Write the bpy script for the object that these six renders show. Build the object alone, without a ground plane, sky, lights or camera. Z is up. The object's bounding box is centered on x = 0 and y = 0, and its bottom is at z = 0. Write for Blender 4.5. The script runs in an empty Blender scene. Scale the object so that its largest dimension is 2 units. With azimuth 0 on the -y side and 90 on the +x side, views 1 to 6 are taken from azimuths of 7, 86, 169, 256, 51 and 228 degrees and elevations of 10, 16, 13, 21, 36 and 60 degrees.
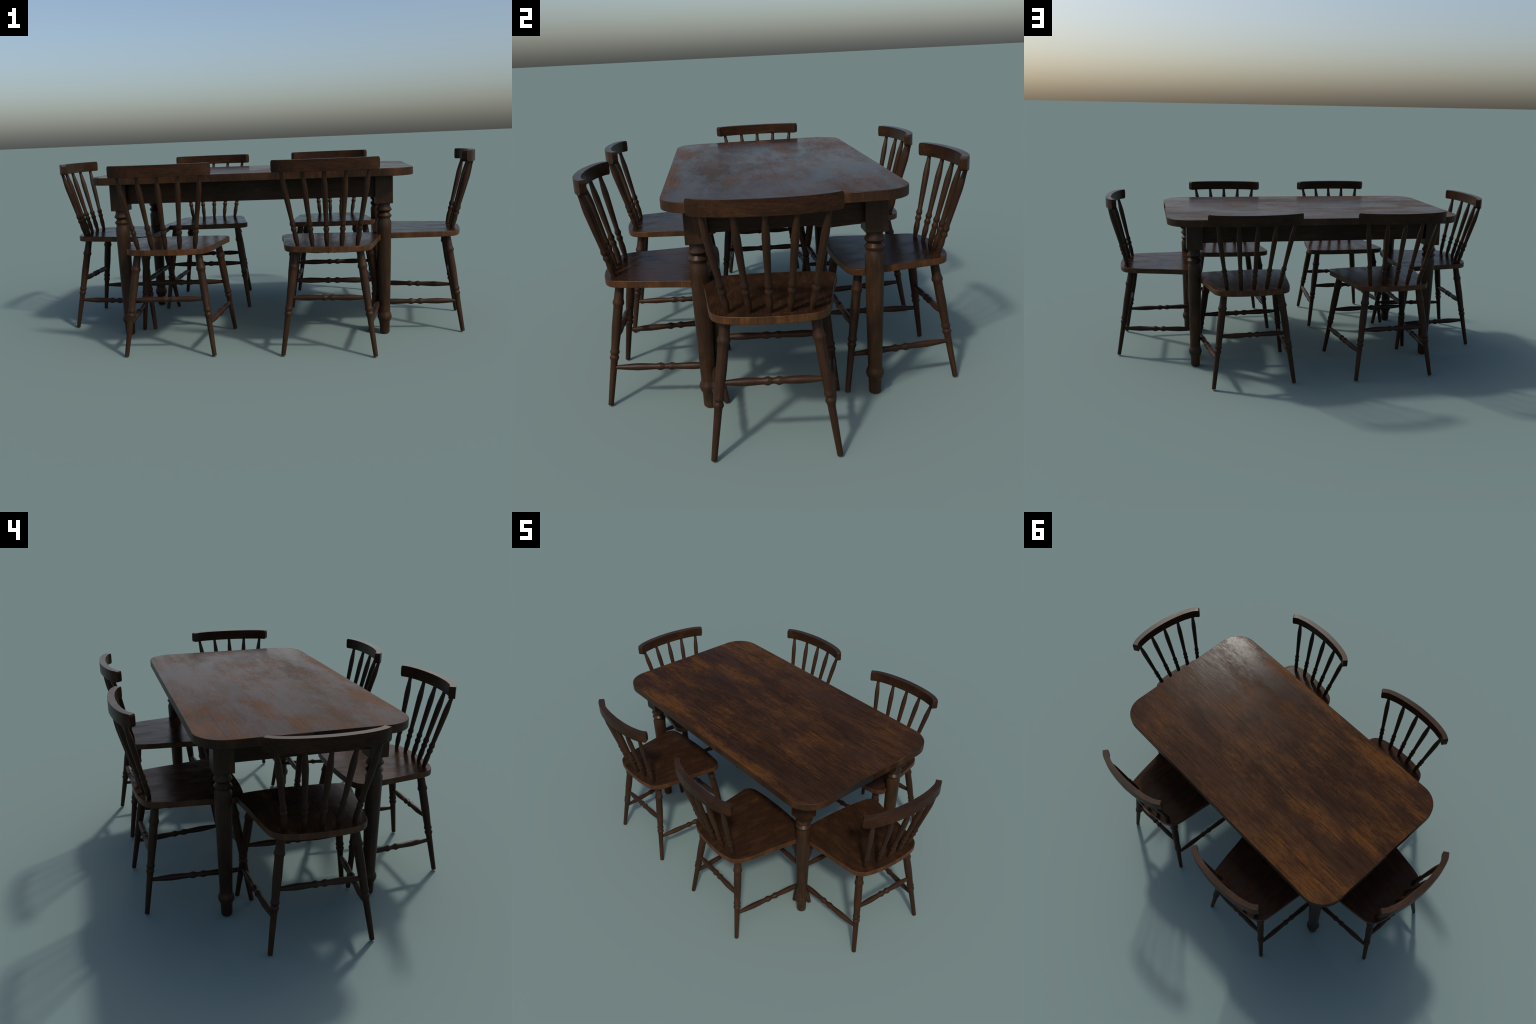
"""Dining set: an old dark-stained farmhouse table with turned legs and six spindle-back chairs."""
import bpy, bmesh
from math import radians, sin, cos, pi, hypot
from mathutils import Vector, Matrix

scene = bpy.context.scene
COLL = scene.collection


# ------------------------------------------------------------------ materials
class Nodes:
    """Small helper for building node trees."""

    def __init__(self, name):
        self.mat = bpy.data.materials.new(name)
        self.mat.use_nodes = True
        self.t = self.mat.node_tree
        self.t.nodes.clear()

    def add(self, kind, **props):
        n = self.t.nodes.new(kind)
        for k, v in props.items():
            setattr(n, k, v)
        return n

    def link(self, a, b):
        self.t.links.new(a, b)

    def noise(self, vec, scale, detail=4.0, rough=0.55, distort=0.0):
        n = self.add('ShaderNodeTexNoise')
        n.inputs['Scale'].default_value = scale
        n.inputs['Detail'].default_value = detail
        n.inputs['Roughness'].default_value = rough
        n.inputs['Distortion'].default_value = distort
        self.link(vec, n.inputs['Vector'])
        return n.outputs['Fac']

    def mapping(self, vec, scale=(1, 1, 1), loc=(0, 0, 0)):
        n = self.add('ShaderNodeMapping')
        n.inputs['Scale'].default_value = scale
        n.inputs['Location'].default_value = loc
        self.link(vec, n.inputs['Vector'])
        return n.outputs['Vector']

    def ramp(self, fac, stops):
        n = self.add('ShaderNodeValToRGB')
        els = n.color_ramp.elements
        while len(els) < len(stops):
            els.new(0.5)
        for e, (p, c) in zip(els, stops):
            e.position = p
            e.color = (c, c, c, 1) if isinstance(c, (int, float)) else (*c, 1)
        self.link(fac, n.inputs['Fac'])
        return n.outputs['Color']

    def math(self, op, a, b=None, clamp=False):
        n = self.add('ShaderNodeMath', operation=op)
        n.use_clamp = clamp
        for i, v in enumerate((a, b)):
            if v is None:
                continue
            if isinstance(v, (int, float)):
                n.inputs[i].default_value = v
            else:
                self.link(v, n.inputs[i])
        return n.outputs[0]

    def mix(self, fac, a, b, blend='MIX'):
        n = self.add('ShaderNodeMix', data_type='RGBA', blend_type=blend)
        for sock, v in ((n.inputs['Factor'], fac), (n.inputs['A'], a), (n.inputs['B'], b)):
            if isinstance(v, (int, float)):
                sock.default_value = v
            elif isinstance(v, tuple):
                sock.default_value = (*v, 1)
            else:
                self.link(v, sock)
        return n.outputs['Result']


def wood(name, along, dark, mid, warm, patch=1.0, worn_at=(0.47, 0.545, 0.64), rough=(0.26, 0.36), spec=0.25,
         fibre=1.0, bump=0.15, stain=0.6, boards=0.0, wrinkle=0.0, per_object=False, bare_spots=(),
         dark_spots=(), polish=0.0):
    """Old stained wood: fibres run along one axis, the stain is worn through to warm wood in long patches,
    with dark stains over it. along = axis index of the fibres."""
    n = Nodes(name)
    tc = n.add('ShaderNodeTexCoord').outputs['Object']
    if per_object:
        info = n.add('ShaderNodeObjectInfo')
        off = n.add('ShaderNodeVectorMath', operation='SCALE')
        comb = n.add('ShaderNodeCombineXYZ')
        for i in range(3):
            n.link(info.outputs['Random'], comb.inputs[i])
        n.link(comb.outputs[0], off.inputs[0])
        off.inputs['Scale'].default_value = 17.0
        addv = n.add('ShaderNodeVectorMath', operation='ADD')
        n.link(tc, addv.inputs[0])
        n.link(off.outputs[0], addv.inputs[1])
        tc = addv.outputs[0]

    def stretch(lengthwise, across, loc=(0, 0, 0)):
        sc = [across] * 3
        sc[along] = lengthwise
        return n.mapping(tc, tuple(sc), loc)

    def spots(value, places):
        """Push a noise value up (or down) round given places of the board: (x, y, radius x, radius y, amount)."""
        for x, y, rx, ry, amount in places:
            v = n.add('ShaderNodeVectorMath', operation='LENGTH')
            m = n.mapping(tc, (1 / rx, 1 / ry, 0.0), (-x / rx, -y / ry, 0.0))
            n.link(m, v.inputs[0])
            r = n.add('ShaderNodeMapRange', interpolation_type='SMOOTHSTEP')
            for k, q in zip(('From Min', 'From Max', 'To Min', 'To Max'), (0.2, 1.5, amount, 0.0)):
                r.inputs[k].default_value = q
            n.link(v.outputs['Value'], r.inputs['Value'])
            value = n.math('ADD', value, r.outputs[0])
        return value

    # cloudy stain
    big = n.noise(stretch(1.9 * patch, 5.5 * patch, (3.1, 1.7, 0.4)), 1.0, 7.0, 0.62, 0.15)
    small = n.noise(stretch(13 * patch, 26 * patch, (9.3, 4.2, 2.2)), 1.0, 6.0, 0.68, 0.2)
    fib = n.noise(stretch(7, 190), 1.0, 4.0, 0.65)
    fib2 = n.noise(stretch(22, 560, (5, 5, 5)), 1.0, 2.0, 0.6)
    g = n.math('ADD', n.math('MULTIPLY', fib, 0.65), n.math('MULTIPLY', fib2, 0.35))
    tone = n.math('ADD', n.math('MULTIPLY', big, 0.60), n.math('MULTIPLY', small, 0.40))
    if boards:
        # glued-up boards differ a little in tone
        sep = n.add('ShaderNodeSeparateXYZ')
        n.link(tc, sep.inputs[0])
        row = n.math('FLOOR', n.math('MULTIPLY', sep.outputs[1], 1 / boards))
        wn = n.add('ShaderNodeTexWhiteNoise', noise_dimensions='1D')
        n.link(row, wn.inputs['W'])
        tone = n.math('ADD', tone, n.math('MULTIPLY', n.math('SUBTRACT', wn.outputs['Value'], 0.5), 0.16))
    base = n.ramp(tone, [(0.36, dark), (0.64, mid)])
    # long patches and specks where the stain is worn through to the warm wood
    bare = n.noise(stretch(2.6 * patch, 8.0 * patch, (13.7, 2.9, 7.4)), 1.0, 6.0, 0.62, 0.2)
    speck = n.noise(stretch(34 * patch, 85 * patch, (4.4, 6.6, 8.1)), 1.0, 6.0, 0.70, 0.3)
    worn = n.math('ADD', n.math('MULTIPLY', bare, 0.60), n.math('MULTIPLY', speck, 0.28))
    worn = spots(n.math('ADD', worn, n.math('MULTIPLY', g, 0.12)), bare_spots)
    base = n.mix(n.ramp(worn, [(worn_at[0], 0.0), (worn_at[1], 0.35), (worn_at[2], 1.0)]), base, warm)
    # dark smoky stains
    blot = n.noise(stretch(4.0 * patch, 6.5 * patch, (1.2, 8.8, 6.1)), 1.0, 9.0, 0.74, 0.3)
    blot = spots(blot, dark_spots)
    base = n.mix(n.ramp(blot, [(0.44, 0.0), (0.76, stain)]), base, tuple(c * 0.75 for c in dark))
    # fibres
    gcol = n.ramp(g, [(0.36, 1.0 - 0.42 * fibre), (0.50, 1.0), (0.64, 1.0 + 0.30 * fibre)])
    col = n.mix(1.0, base, gcol, 'MULTIPLY')
    # long thin dark pores
    pore = n.noise(stretch(2.2, 330, (7, 3, 9)), 1.0, 2.0, 0.6)
    col = n.mix(n.ramp(pore, [(0.30, 0.55 * fibre), (0.40, 0.0)]), col, tuple(c * 0.45 for c in dark))
    if boards:
        # joins between the boards: a hairline of dirt
        fr = n.math('FRACT', n.math('MULTIPLY', sep.outputs[1], 1 / boards))
        ed = n.math('ABSOLUTE', n.math('SUBTRACT', fr, 0.5))
        line = n.ramp(ed, [(0.488, 0.0), (0.494, 0.6)])
        col = n.mix(n.math('MULTIPLY', line, n.ramp(small, [(0.40, 0.0), (0.55, 1.0)])), col, tuple(c * 0.5 for c in dark))
    height = n.math('ADD', n.math('MULTIPLY', g, 0.6), n.math('MULTIPLY', small, 0.4))
    if wrinkle:
        # old varnish gone rough in places
        wr = n.noise(stretch(38, 60, (2, 7, 1)), 1.0, 5.0, 0.7, 0.8)
        gate = n.ramp(blot, [(0.44, 0.0), (0.58, 1.0)])
        height = n.math('ADD', height, n.math('MULTIPLY', n.math('MULTIPLY', wr, gate), wrinkle))
    rr = n.add('ShaderNodeMapRange')
    rr.inputs['From Min'].default_value = 0.44
    rr.inputs['From Max'].default_value = 0.60
    rr.inputs['To Min'].default_value = rough[0]
    rr.inputs['To Max'].default_value = rough[1]
    shine = worn
    if polish:
        # the varnish is glossy in some places and dull in others
        pol = n.noise(stretch(1.6, 2.6, (8.2, 3.3, 1.9)), 1.0, 4.0, 0.6, 0.4)
        shine = n.math('ADD', worn, n.math('MULTIPLY', n.math('SUBTRACT', pol, 0.5), polish))
    n.link(shine, rr.inputs['Value'])
    b = n.add('ShaderNodeBump')
    b.inputs['Strength'].default_value = bump
    b.inputs['Distance'].default_value = 0.003
    n.link(height, b.inputs['Height'])
    p = n.add('ShaderNodeBsdfPrincipled')
    p.inputs['Specular IOR Level'].default_value = spec
    if polish:
        sp = n.add('ShaderNodeMapRange')
        for k, q in zip(('From Min', 'From Max', 'To Min', 'To Max'), (0.44, 0.62, spec, spec * 0.35)):
            sp.inputs[k].default_value = q
        n.link(shine, sp.inputs['Value'])
        n.link(sp.outputs[0], p.inputs['Specular IOR Level'])
    n.link(col, p.inputs['Base Color'])
    n.link(rr.outputs[0], p.inputs['Roughness'])
    n.link(b.outputs[0], p.inputs['Normal'])
    out = n.add('ShaderNodeOutputMaterial')
    n.link(p.outputs[0], out.inputs['Surface'])
    return n.mat


BARE = [(-0.46, 0.075, 0.17, 0.050, 0.11), (-0.27, 0.125, 0.09, 0.040, 0.09), (-0.63, 0.02, 0.09, 0.035, 0.09),
        (-0.60, 0.360, 0.12, 0.050, 0.07), (0.59, 0.190, 0.12, 0.050, 0.05), (0.48, -0.385, 0.22, 0.040, 0.12),
        (0.10, -0.390, 0.22, 0.030, 0.08), (-0.42, -0.380, 0.20, 0.040, 0.10), (0.10, 0.030, 0.08, 0.030, 0.05)]
STAINED = [(0.30, -0.230, 0.24, 0.080, 0.10), (-0.09, -0.080, 0.13, 0.060, 0.08), (-0.34, 0.320, 0.26, 0.060, 0.09),
           (0.39, -0.050, 0.16, 0.050, 0.08), (0.66, -0.330, 0.05, 0.040, 0.12), (-0.15, 0.250, 0.10, 0.060, 0.07)]

M_TOP = wood('tabletop_wood', 0, (0.0235, 0.0118, 0.0074), (0.0400, 0.0200, 0.0117), (0.088, 0.0365, 0.0112),
             patch=1.0, rough=(0.14, 0.30), boards=0.1, bump=0.14, wrinkle=0.10, spec=0.025, stain=0.7,
             worn_at=(0.488, 0.56, 0.65), bare_spots=BARE, dark_spots=STAINED, polish=0.35)
M_TOP_EDGE = wood('tabletop_edge_wood', 2, (0.018, 0.0088, 0.0047), (0.036, 0.0165, 0.0070), (0.070, 0.029, 0.0085),
                  patch=2.2, rough=(0.36, 0.46), bump=0.10, stain=0.5, fibre=0.55, spec=0.18)
M_APRON = wood('apron_wood', 0, (0.017, 0.0085, 0.0045), (0.030, 0.0143, 0.0066), (0.054, 0.023, 0.008),
               patch=1.6, rough=(0.40, 0.5), spec=0.15)
M_TLEG = wood('table_leg_wood', 2, (0.019, 0.0093, 0.0048), (0.033, 0.0158, 0.0070), (0.058, 0.025, 0.009),
              patch=2.0, rough=(0.34, 0.44), spec=0.2, fibre=0.8, per_object=True)
M_SEAT = wood('seat_wood', 0, (0.0180, 0.0092, 0.0056), (0.0300, 0.0149, 0.0082), (0.058, 0.0255, 0.0088),
              patch=2.6, rough=(0.16, 0.28), bump=0.12, wrinkle=0.3, fibre=0.55, spec=0.045, stain=0.85,
              worn_at=(0.48, 0.56, 0.66), polish=0.3)
M_SEAT_EDGE = wood('seat_edge_wood', 2, (0.032, 0.0145, 0.0066), (0.066, 0.0280, 0.0100), (0.110, 0.0425, 0.0115),
                   patch=3.4, rough=(0.36, 0.46), stain=0.35, fibre=0.45, spec=0.18)
M_TURN = wood('turned_wood', 2, (0.0205, 0.0098, 0.0051), (0.0300, 0.0141, 0.0070), (0.046, 0.0203, 0.0086),
              patch=2.6, rough=(0.40, 0.50), fibre=0.5, stain=0.35, spec=0.15, per_object=True)
M_CREST = wood('crest_rail_wood', 1, (0.0190, 0.0094, 0.0052), (0.0290, 0.0140, 0.0074), (0.046, 0.0203, 0.0090),
               patch=2.8, rough=(0.28, 0.36), fibre=0.7, stain=0.55, spec=0.09)


# ------------------------------------------------------------------ geometry helpers
def finish(me, mat, angle=40):
    me.materials.append(mat)
    me.shade_smooth()
    me.set_sharp_from_angle(angle=radians(angle))
    return me


def mesh_from_bm(bm, name, mat, angle=40, edge_mat=None):
    bmesh.ops.recalc_face_normals(bm, faces=bm.faces)
    if edge_mat:
        bm.normal_update()
        for f in bm.faces:
            f.material_index = 1 if abs(f.normal.z) < 0.85 else 0
    me = bpy.data.meshes.new(name)
    bm.to_mesh(me)
    bm.free()
    finish(me, mat, angle)
    if edge_mat:
        me.materials.append(edge_mat)
    return me


def area_normals(me):
    """Smooth shading in which the big flat faces keep their own direction and only the bevels bend."""
    acc = [Vector() for _ in me.vertices]
    for p in me.polygons:
        for v in p.vertices:
            acc[v] += p.normal * (p.area * 1e3) ** 3
    me.normals_split_custom_set_from_vertices([a.normalized() for a in acc])
    return me


def lathe(name, profile, length, mat, segments=24, round_end=0.0015):
    """Turned part along +z; profile = [(fraction of length, diameter)]."""
    pts = [(f * length, d / 2) for f, d in profile]
    z0, r0 = pts[0]
    z1, r1 = pts[-1]
    pts = [(z0, r0 - round_end), (z0 + round_end, r0)] + pts[1:-1] + [(z1, r1)]
    bm = bmesh.new()
    rings = []
    for z, r in pts:
        rings.append([bm.verts.new((r * cos(2 * pi * i / segments), r * sin(2 * pi * i / segments), z))
                      for i in range(segments)])
    for a, b in zip(rings, rings[1:]):
        for i in range(segments):
            j = (i + 1) % segments
            bm.faces.new((a[i], a[j], b[j], b[i]))
    bm.faces.new(list(reversed(rings[0])))
    bm.faces.new(rings[-1])
    return mesh_from_bm(bm, name, mat, 33)


def smooth_curve(pts, steps):
    """Catmull-Rom through the points."""
    out = []
    p = [Vector(q) for q in pts]
    p = [2 * p[0] - p[1]] + p + [2 * p[-1] - p[-2]]
    for i in range(1, len(p) - 2):
        for s in range(steps):
            t = s / steps
            a, b, c, d = p[i - 1:i + 3]
            out.append(0.5 * (2 * b + (c - a) * t + (2 * a - 5 * b + 4 * c - d) * t * t
                              + (3 * b - a - 3 * c + d) * t ** 3))
    out.append(p[-2])
    return out


def slab(outline, z0, z1):
    """Vertical prism over a 2D outline."""
    bm = bmesh.new()
    lo = [bm.verts.new((x, y, z0)) for x, y in outline]
    hi = [bm.verts.new((x, y, z1)) for x, y in outline]
    n = len(lo)
    bm.faces.new(list(reversed(lo)))
    bm.faces.new(hi)
    for i in range(n):
        j = (i + 1) % n
        bm.faces.new((lo[i], lo[j], hi[j], hi[i]))
    bmesh.ops.recalc_face_normals(bm, faces=bm.faces)
    return bm


def bevel_rims(bm, width, segments=3, angle=40):
    bm.normal_update()
    es = [e for e in bm.edges if len(e.link_faces) == 2 and e.calc_face_angle(0) > radians(angle)]
    bmesh.ops.bevel(bm, geom=es, offset=width, segments=segments, profile=0.5, affect='EDGES',
                    clamp_overlap=True)


def box(sx, sy, sz):
    bm = bmesh.new()
    bmesh.ops.create_cube(bm, size=1.0)
    bmesh.ops.scale(bm, vec=(sx, sy, sz), verts=bm.verts)
    return bm


def put(name, me, parent, matrix=None):
    ob = bpy.data.objects.new(name, me)
    COLL.objects.link(ob)
    ob.parent = parent
    if matrix is not None:
        ob.matrix_local = matrix
    return ob


def thing(name, label, category, loc, turn=0.0):
    e = bpy.data.objects.new(name, None)
    COLL.objects.link(e)
    e.location = loc
    e.rotation_euler = (0, 0, radians(turn))
    e["label"] = label
    e["category"] = category
    return e


def aim(p0, p1, spin=0.0):
    """Matrix that puts the local z axis on the line p0 -> p1."""
    d = (Vector(p1) - Vector(p0)).normalized()
    q = d.to_track_quat('Z', 'Y')
    return Matrix.Translation(p0) @ q.to_matrix().to_4x4() @ Matrix.Rotation(spin, 4, 'Z')


# ------------------------------------------------------------------ chair (back towards +x, sides +-y)
SEAT_Z0, SEAT_Z1 = 0.435, 0.460
CREST_Z0, CREST_Z1 = 0.767, 0.8160

SEAT_HALF = [(0.2025, 0.0), (0.2005, 0.06), (0.191, 0.118), (0.176, 0.153), (0.150, 0.174), (0.110, 0.184),
             (0.040, 0.195), (-0.040, 0.206), (-0.110, 0.2185), (-0.148, 0.2255), (-0.172, 0.218), (-0.188, 0.200),
             (-0.196, 0.165), (-0.203, 0.090), (-0.2055, 0.0)]
CREST_BACK = [(0.2685, 0.0), (0.2650, 0.060), (0.2575, 0.115), (0.2485, 0.152), (0.2355, 0.187), (0.2150, 0.2165)]
CREST_FRONT = [(0.2400, 0.0), (0.2370, 0.060), (0.2305, 0.112), (0.2225, 0.145), (0.2120, 0.176), (0.1945, 0.2010)]

SPINDLE_FEET = [(0.157, -0.1225), (0.167, -0.0595), (0.172, 0.0), (0.167, 0.0595), (0.157, 0.1225)]
SPINDLE_HEADS = [(0.2290, -0.1735), (0.2480, -0.0855), (0.2535, 0.0), (0.2480, 0.0855), (0.2290, 0.1735)]

LEG_PROFILE = [(0.0, .0188), (.20, .0222), (.345, .0246), (.374, .0254), (.394, .0324), (.404, .0330), (.422, .0258),
               (.437, .0318), (.448, .0338), (.462, .0300), (.478, .0284), (.65, .0340), (.80, .0332), (.828, .0334),
               (.843, .0400), (.855, .0404), (.874, .0358), (.888, .0334), (.96, .0312), (1.0, .0306)]
SPINDLE_PROFILE = [(0.0, .0148), (.055, .0190), (.113, .0222), (.150, .0212), (.194, .0180), (.226, .0246), (.236, .0250),
                   (.267, .0180), (.297, .0246), (.307, .0246), (.348, .0178), (.55, .0212),
                   (.785, .0241), (.86, .0215), (.94, .0165), (1.0, .0146)]
STRETCHER_HALF = [(0.0, .0184), (.035, .0194), (.095, .0280), (.112, .0280), (.190, .0204), (.35, .0236),
                  (.53, .0260), (.70, .0222), (.90, .0160), (1.0, .0140)]


def mirror_outline(half, steps):
    c = smooth_curve(half, steps)
    return [(v.x, v.y) for v in c] + [(v.x, -v.y) for v in reversed(c[1:-1])]


def lerp(a, b, t):
    return tuple(x + (y - x) * t for x, y in zip(a, b))


def stretcher_mesh(name, length):
    prof = [((1 - f) / 2, d) for f, d in reversed(STRETCHER_HALF)] + \
           [((1 + f) / 2, d) for f, d in STRETCHER_HALF[1:]]
    return lathe(name, prof, length, M_TURN, 18, 0.001)


def chair_parts():
    """(name, mesh, matrix) for every part of one chair; meshes are shared between the chairs."""
    parts = []
    bm = slab(mirror_outline(SEAT_HALF, 5), SEAT_Z0, SEAT_Z1)
    bevel_rims(bm, 0.0025, 2)
    parts.append(('seat', area_normals(mesh_from_bm(bm, 'seat', M_SEAT, 180, M_SEAT_EDGE)), Matrix()))

    # crest rail: bent plank, corners of its ends rounded
    back = [(v.x, v.y) for v in smooth_curve(CREST_BACK, 5)]
    front = [(v.x, v.y) for v in smooth_curve(CREST_FRONT, 5)]
    outline = [(x, -y) for x, y in reversed(back[1:])] + back + list(reversed(front)) + [(x, -y) for x, y in front[1:]]
    bm = slab(outline, CREST_Z0, CREST_Z1)
    tips = [Vector(p) for p in (back[-1], front[-1])]
    corner = []
    for e in bm.edges:
        a, b = e.verts
        if abs(a.co.z - b.co.z) < 1e-6 and all(
                any((Vector((v.co.x, abs(v.co.y))) - t).length < 1e-5 for t in tips) for v in (a, b)) \
                and a.co.y * b.co.y > 0:
            corner.append(e)
    bmesh.ops.bevel(bm, geom=corner, offset=0.013, segments=4, profile=0.5, affect='EDGES')
    bevel_rims(bm, 0.0065, 4, 32)
    parts.append(('crest_rail', area_normals(mesh_from_bm(bm, 'crest_rail', M_CREST, 180)), Matrix()))

    # legs splay outwards from the seat to the floor
    feet = {'rear': (0.2075, 0.1915, 0.002), 'front': (-0.2075, 0.2245, 0.002)}
    tops = {'rear': (0.139, 0.133, 0.434), 'front': (-0.150, 0.170, 0.434)}
    for end in ('rear', 'front'):
        f, t = Vector(feet[end]), Vector(tops[end])
        length = (t - f).length
        prof = LEG_PROFILE + [(1.0 + 0.012 / length, .0306)]
        me = lathe('leg', prof, length, M_TURN, 24)
        for k, s in enumerate((1, -1)):
            parts.append(('leg', me, aim((f.x, s * f.y, f.z), (t.x, s * t.y, t.z), k * 2.1)))

    def on_leg(end, side, z):
        p = lerp(feet[end], tops[end], (z - 0.002) / 0.432)
        return Vector((p[0], side * p[1], p[2]))

    # stretchers: one between the rear legs, one between the front legs, one each side lower down
    for end in ('rear', 'front'):
        a, b = on_leg(end, -1, 0.2415), on_leg(end, 1, 0.2415)
        parts.append(('stretcher', stretcher_mesh('stretcher', (b - a).length), aim(a, b)))
    a, b = on_leg('front', 1, 0.139), on_leg('rear', 1, 0.139)
    me = stretcher_mesh('stretcher', (b - a).length)
    for s in (1, -1):
        parts.append(('stretcher', me, aim((a.x, s * a.y, a.z), (b.x, s * b.y, b.z))))

    # five spindles fan out from the seat to the crest rail
    made = {}
    for i, (f, h) in enumerate(zip(SPINDLE_FEET, SPINDLE_HEADS)):
        p0, p1 = Vector((*f, SEAT_Z1 - 0.0005)), Vector((*h, CREST_Z0))
        length = (p1 - p0).length
        key = round(length, 4)
        if key not in made:
            prof = [(-0.012 / length, .0146)] + SPINDLE_PROFILE + [(1.0 + 0.012 / length, .0146)]
            made[key] = lathe('spindle', prof, length, M_TURN, 18, 0.0005)
        parts.append(('spindle', made[key], aim(p0, p1, i * 1.3)))
    return parts


CHAIRS = [(0.731, -0.056, -4.55), (-0.733, 0.028, 178.4), (0.331, -0.414, -92.4),
          (-0.357, -0.4125, -89.0), (0.329, 0.414, 92.8), (-0.354, 0.416, 92.4)]

PARTS = chair_parts()
for x, y, turn in CHAIRS:
    chair = thing('wooden_chair', 'dark brown wooden spindle-back dining chair with turned legs', 'chair', (x, y, 0), turn)
    for name, me, m in PARTS:
        put(name, me, chair, m)

# ------------------------------------------------------------------ table
TC = Vector((-0.0325, 0.0205, 0.0))
TOP_HX, TOP_HY, TOP_R = 0.7335, 0.4025, 0.115
TOP_Z0, TOP_Z1 = 0.722, 0.756
BLOCK = 0.077
BLOCK_HX, BLOCK_HY = 0.643, 0.3335      # outer faces of the leg blocks
BLOCK_Z0 = 0.598
APRON_Z0 = 0.627
SEAM_Y = -0.0065

table = thing('wooden_table', 'long dark brown wooden table, rounded corners, turned legs', 'table', TC)


def top_outline(side):
    """One of the two boards: long straight joint on one side, two rounded corners on the other."""
    y_in = SEAM_Y + side * 0.0003
    y_out = side * TOP_HY
    pts = [(TOP_HX, y_in)]
    n = 10
    for cx, a0 in ((TOP_HX - TOP_R, 0), (-TOP_HX + TOP_R, 90)):
        for i in range(n + 1):
            a = radians(a0 + 90 * i / n)
            pts.append((cx + TOP_R * cos(a), side * (TOP_HY - TOP_R + TOP_R * sin(a))))
    pts.append((-TOP_HX, y_in))
    return pts if side > 0 else list(reversed(pts))


for side in (1, -1):
    bm = slab(top_outline(side), TOP_Z0, TOP_Z1)
    bm.normal_update()
    rims, joint = [], []
    yin = SEAM_Y + side * 0.0003
    for e in bm.edges:
        if e.calc_face_angle(0) > radians(40) and abs(e.verts[0].co.z - e.verts[1].co.z) < 1e-6:
            (joint if all(abs(v.co.y - yin) < 1e-5 for v in e.verts) else rims).append(e)
    bmesh.ops.bevel(bm, geom=rims, offset=0.0025, segments=2, profile=0.5, affect='EDGES')
    put('tabletop_plank', area_normals(mesh_from_bm(bm, 'tabletop_plank', M_TOP, 180, M_TOP_EDGE)), table)

# legs: square block on top, turned below
TLEG_PROFILE = [(0.0, .0425), (.012, .0445), (.086, .0462), (.090, .0485), (.112, .0610), (.130, .0650), (.147, .0600),
                (.163, .0510), (.172, .0500), (.35, .0545), (.50, .0587), (.655, .0620), (.80, .0648), (.858, .0668),
                (.876, .0570), (.886, .0565), (.902, .0690), (.907, .0690), (.928, .0490),
                (.947, .0706), (.952, .0706), (.974, .0560), (1.0, .0572)]
bm = box(BLOCK, BLOCK, TOP_Z0 - BLOCK_Z0 - 0.001)
bmesh.ops.translate(bm, vec=(0, 0, (TOP_Z0 - 0.001 + BLOCK_Z0) / 2), verts=bm.verts)
bevel_rims(bm, 0.002, 2)
block_me = area_normals(mesh_from_bm(bm, 'leg_block', M_TLEG, 180))
turned_me = lathe('turned_leg', TLEG_PROFILE, BLOCK_Z0 + 0.001, M_TLEG, 28, 0.003)
for sx in (1, -1):
    for sy in (1, -1):
        loc = Matrix.Translation((sx * (BLOCK_HX - BLOCK / 2), sy * (BLOCK_HY - BLOCK / 2), 0))
        leg = put('leg', turned_me, table, loc @ Matrix.Rotation(sx + 2 * sy, 4, 'Z'))
        put('leg_block', block_me, leg, Matrix.Rotation(-(sx + 2 * sy), 4, 'Z'))

# aprons between the blocks
AP_T, AP_IN = 0.020, 0.031
h = TOP_Z0 - 0.001 - APRON_Z0
zc = (TOP_Z0 - 0.001 + APRON_Z0) / 2
long_len = 2 * (BLOCK_HX - BLOCK) + 0.004
short_len = 2 * (BLOCK_HY - BLOCK) + 0.004
bm = box(long_len, AP_T, h)
bevel_rims(bm, 0.0015, 2)
me_long = area_normals(mesh_from_bm(bm, 'apron', M_APRON, 180))
bm = box(short_len, AP_T, h)
bevel_rims(bm, 0.0015, 2)
me_short = area_normals(mesh_from_bm(bm, 'apron', M_APRON, 180))
for s in (1, -1):
    put('apron', me_long, table, Matrix.Translation((0, s * (BLOCK_HY - AP_IN - AP_T / 2), zc)))
    put('apron', me_short, table, Matrix.Translation((s * (BLOCK_HX - AP_IN - AP_T / 2), 0, zc))
        @ Matrix.Rotation(radians(90), 4, 'Z'))
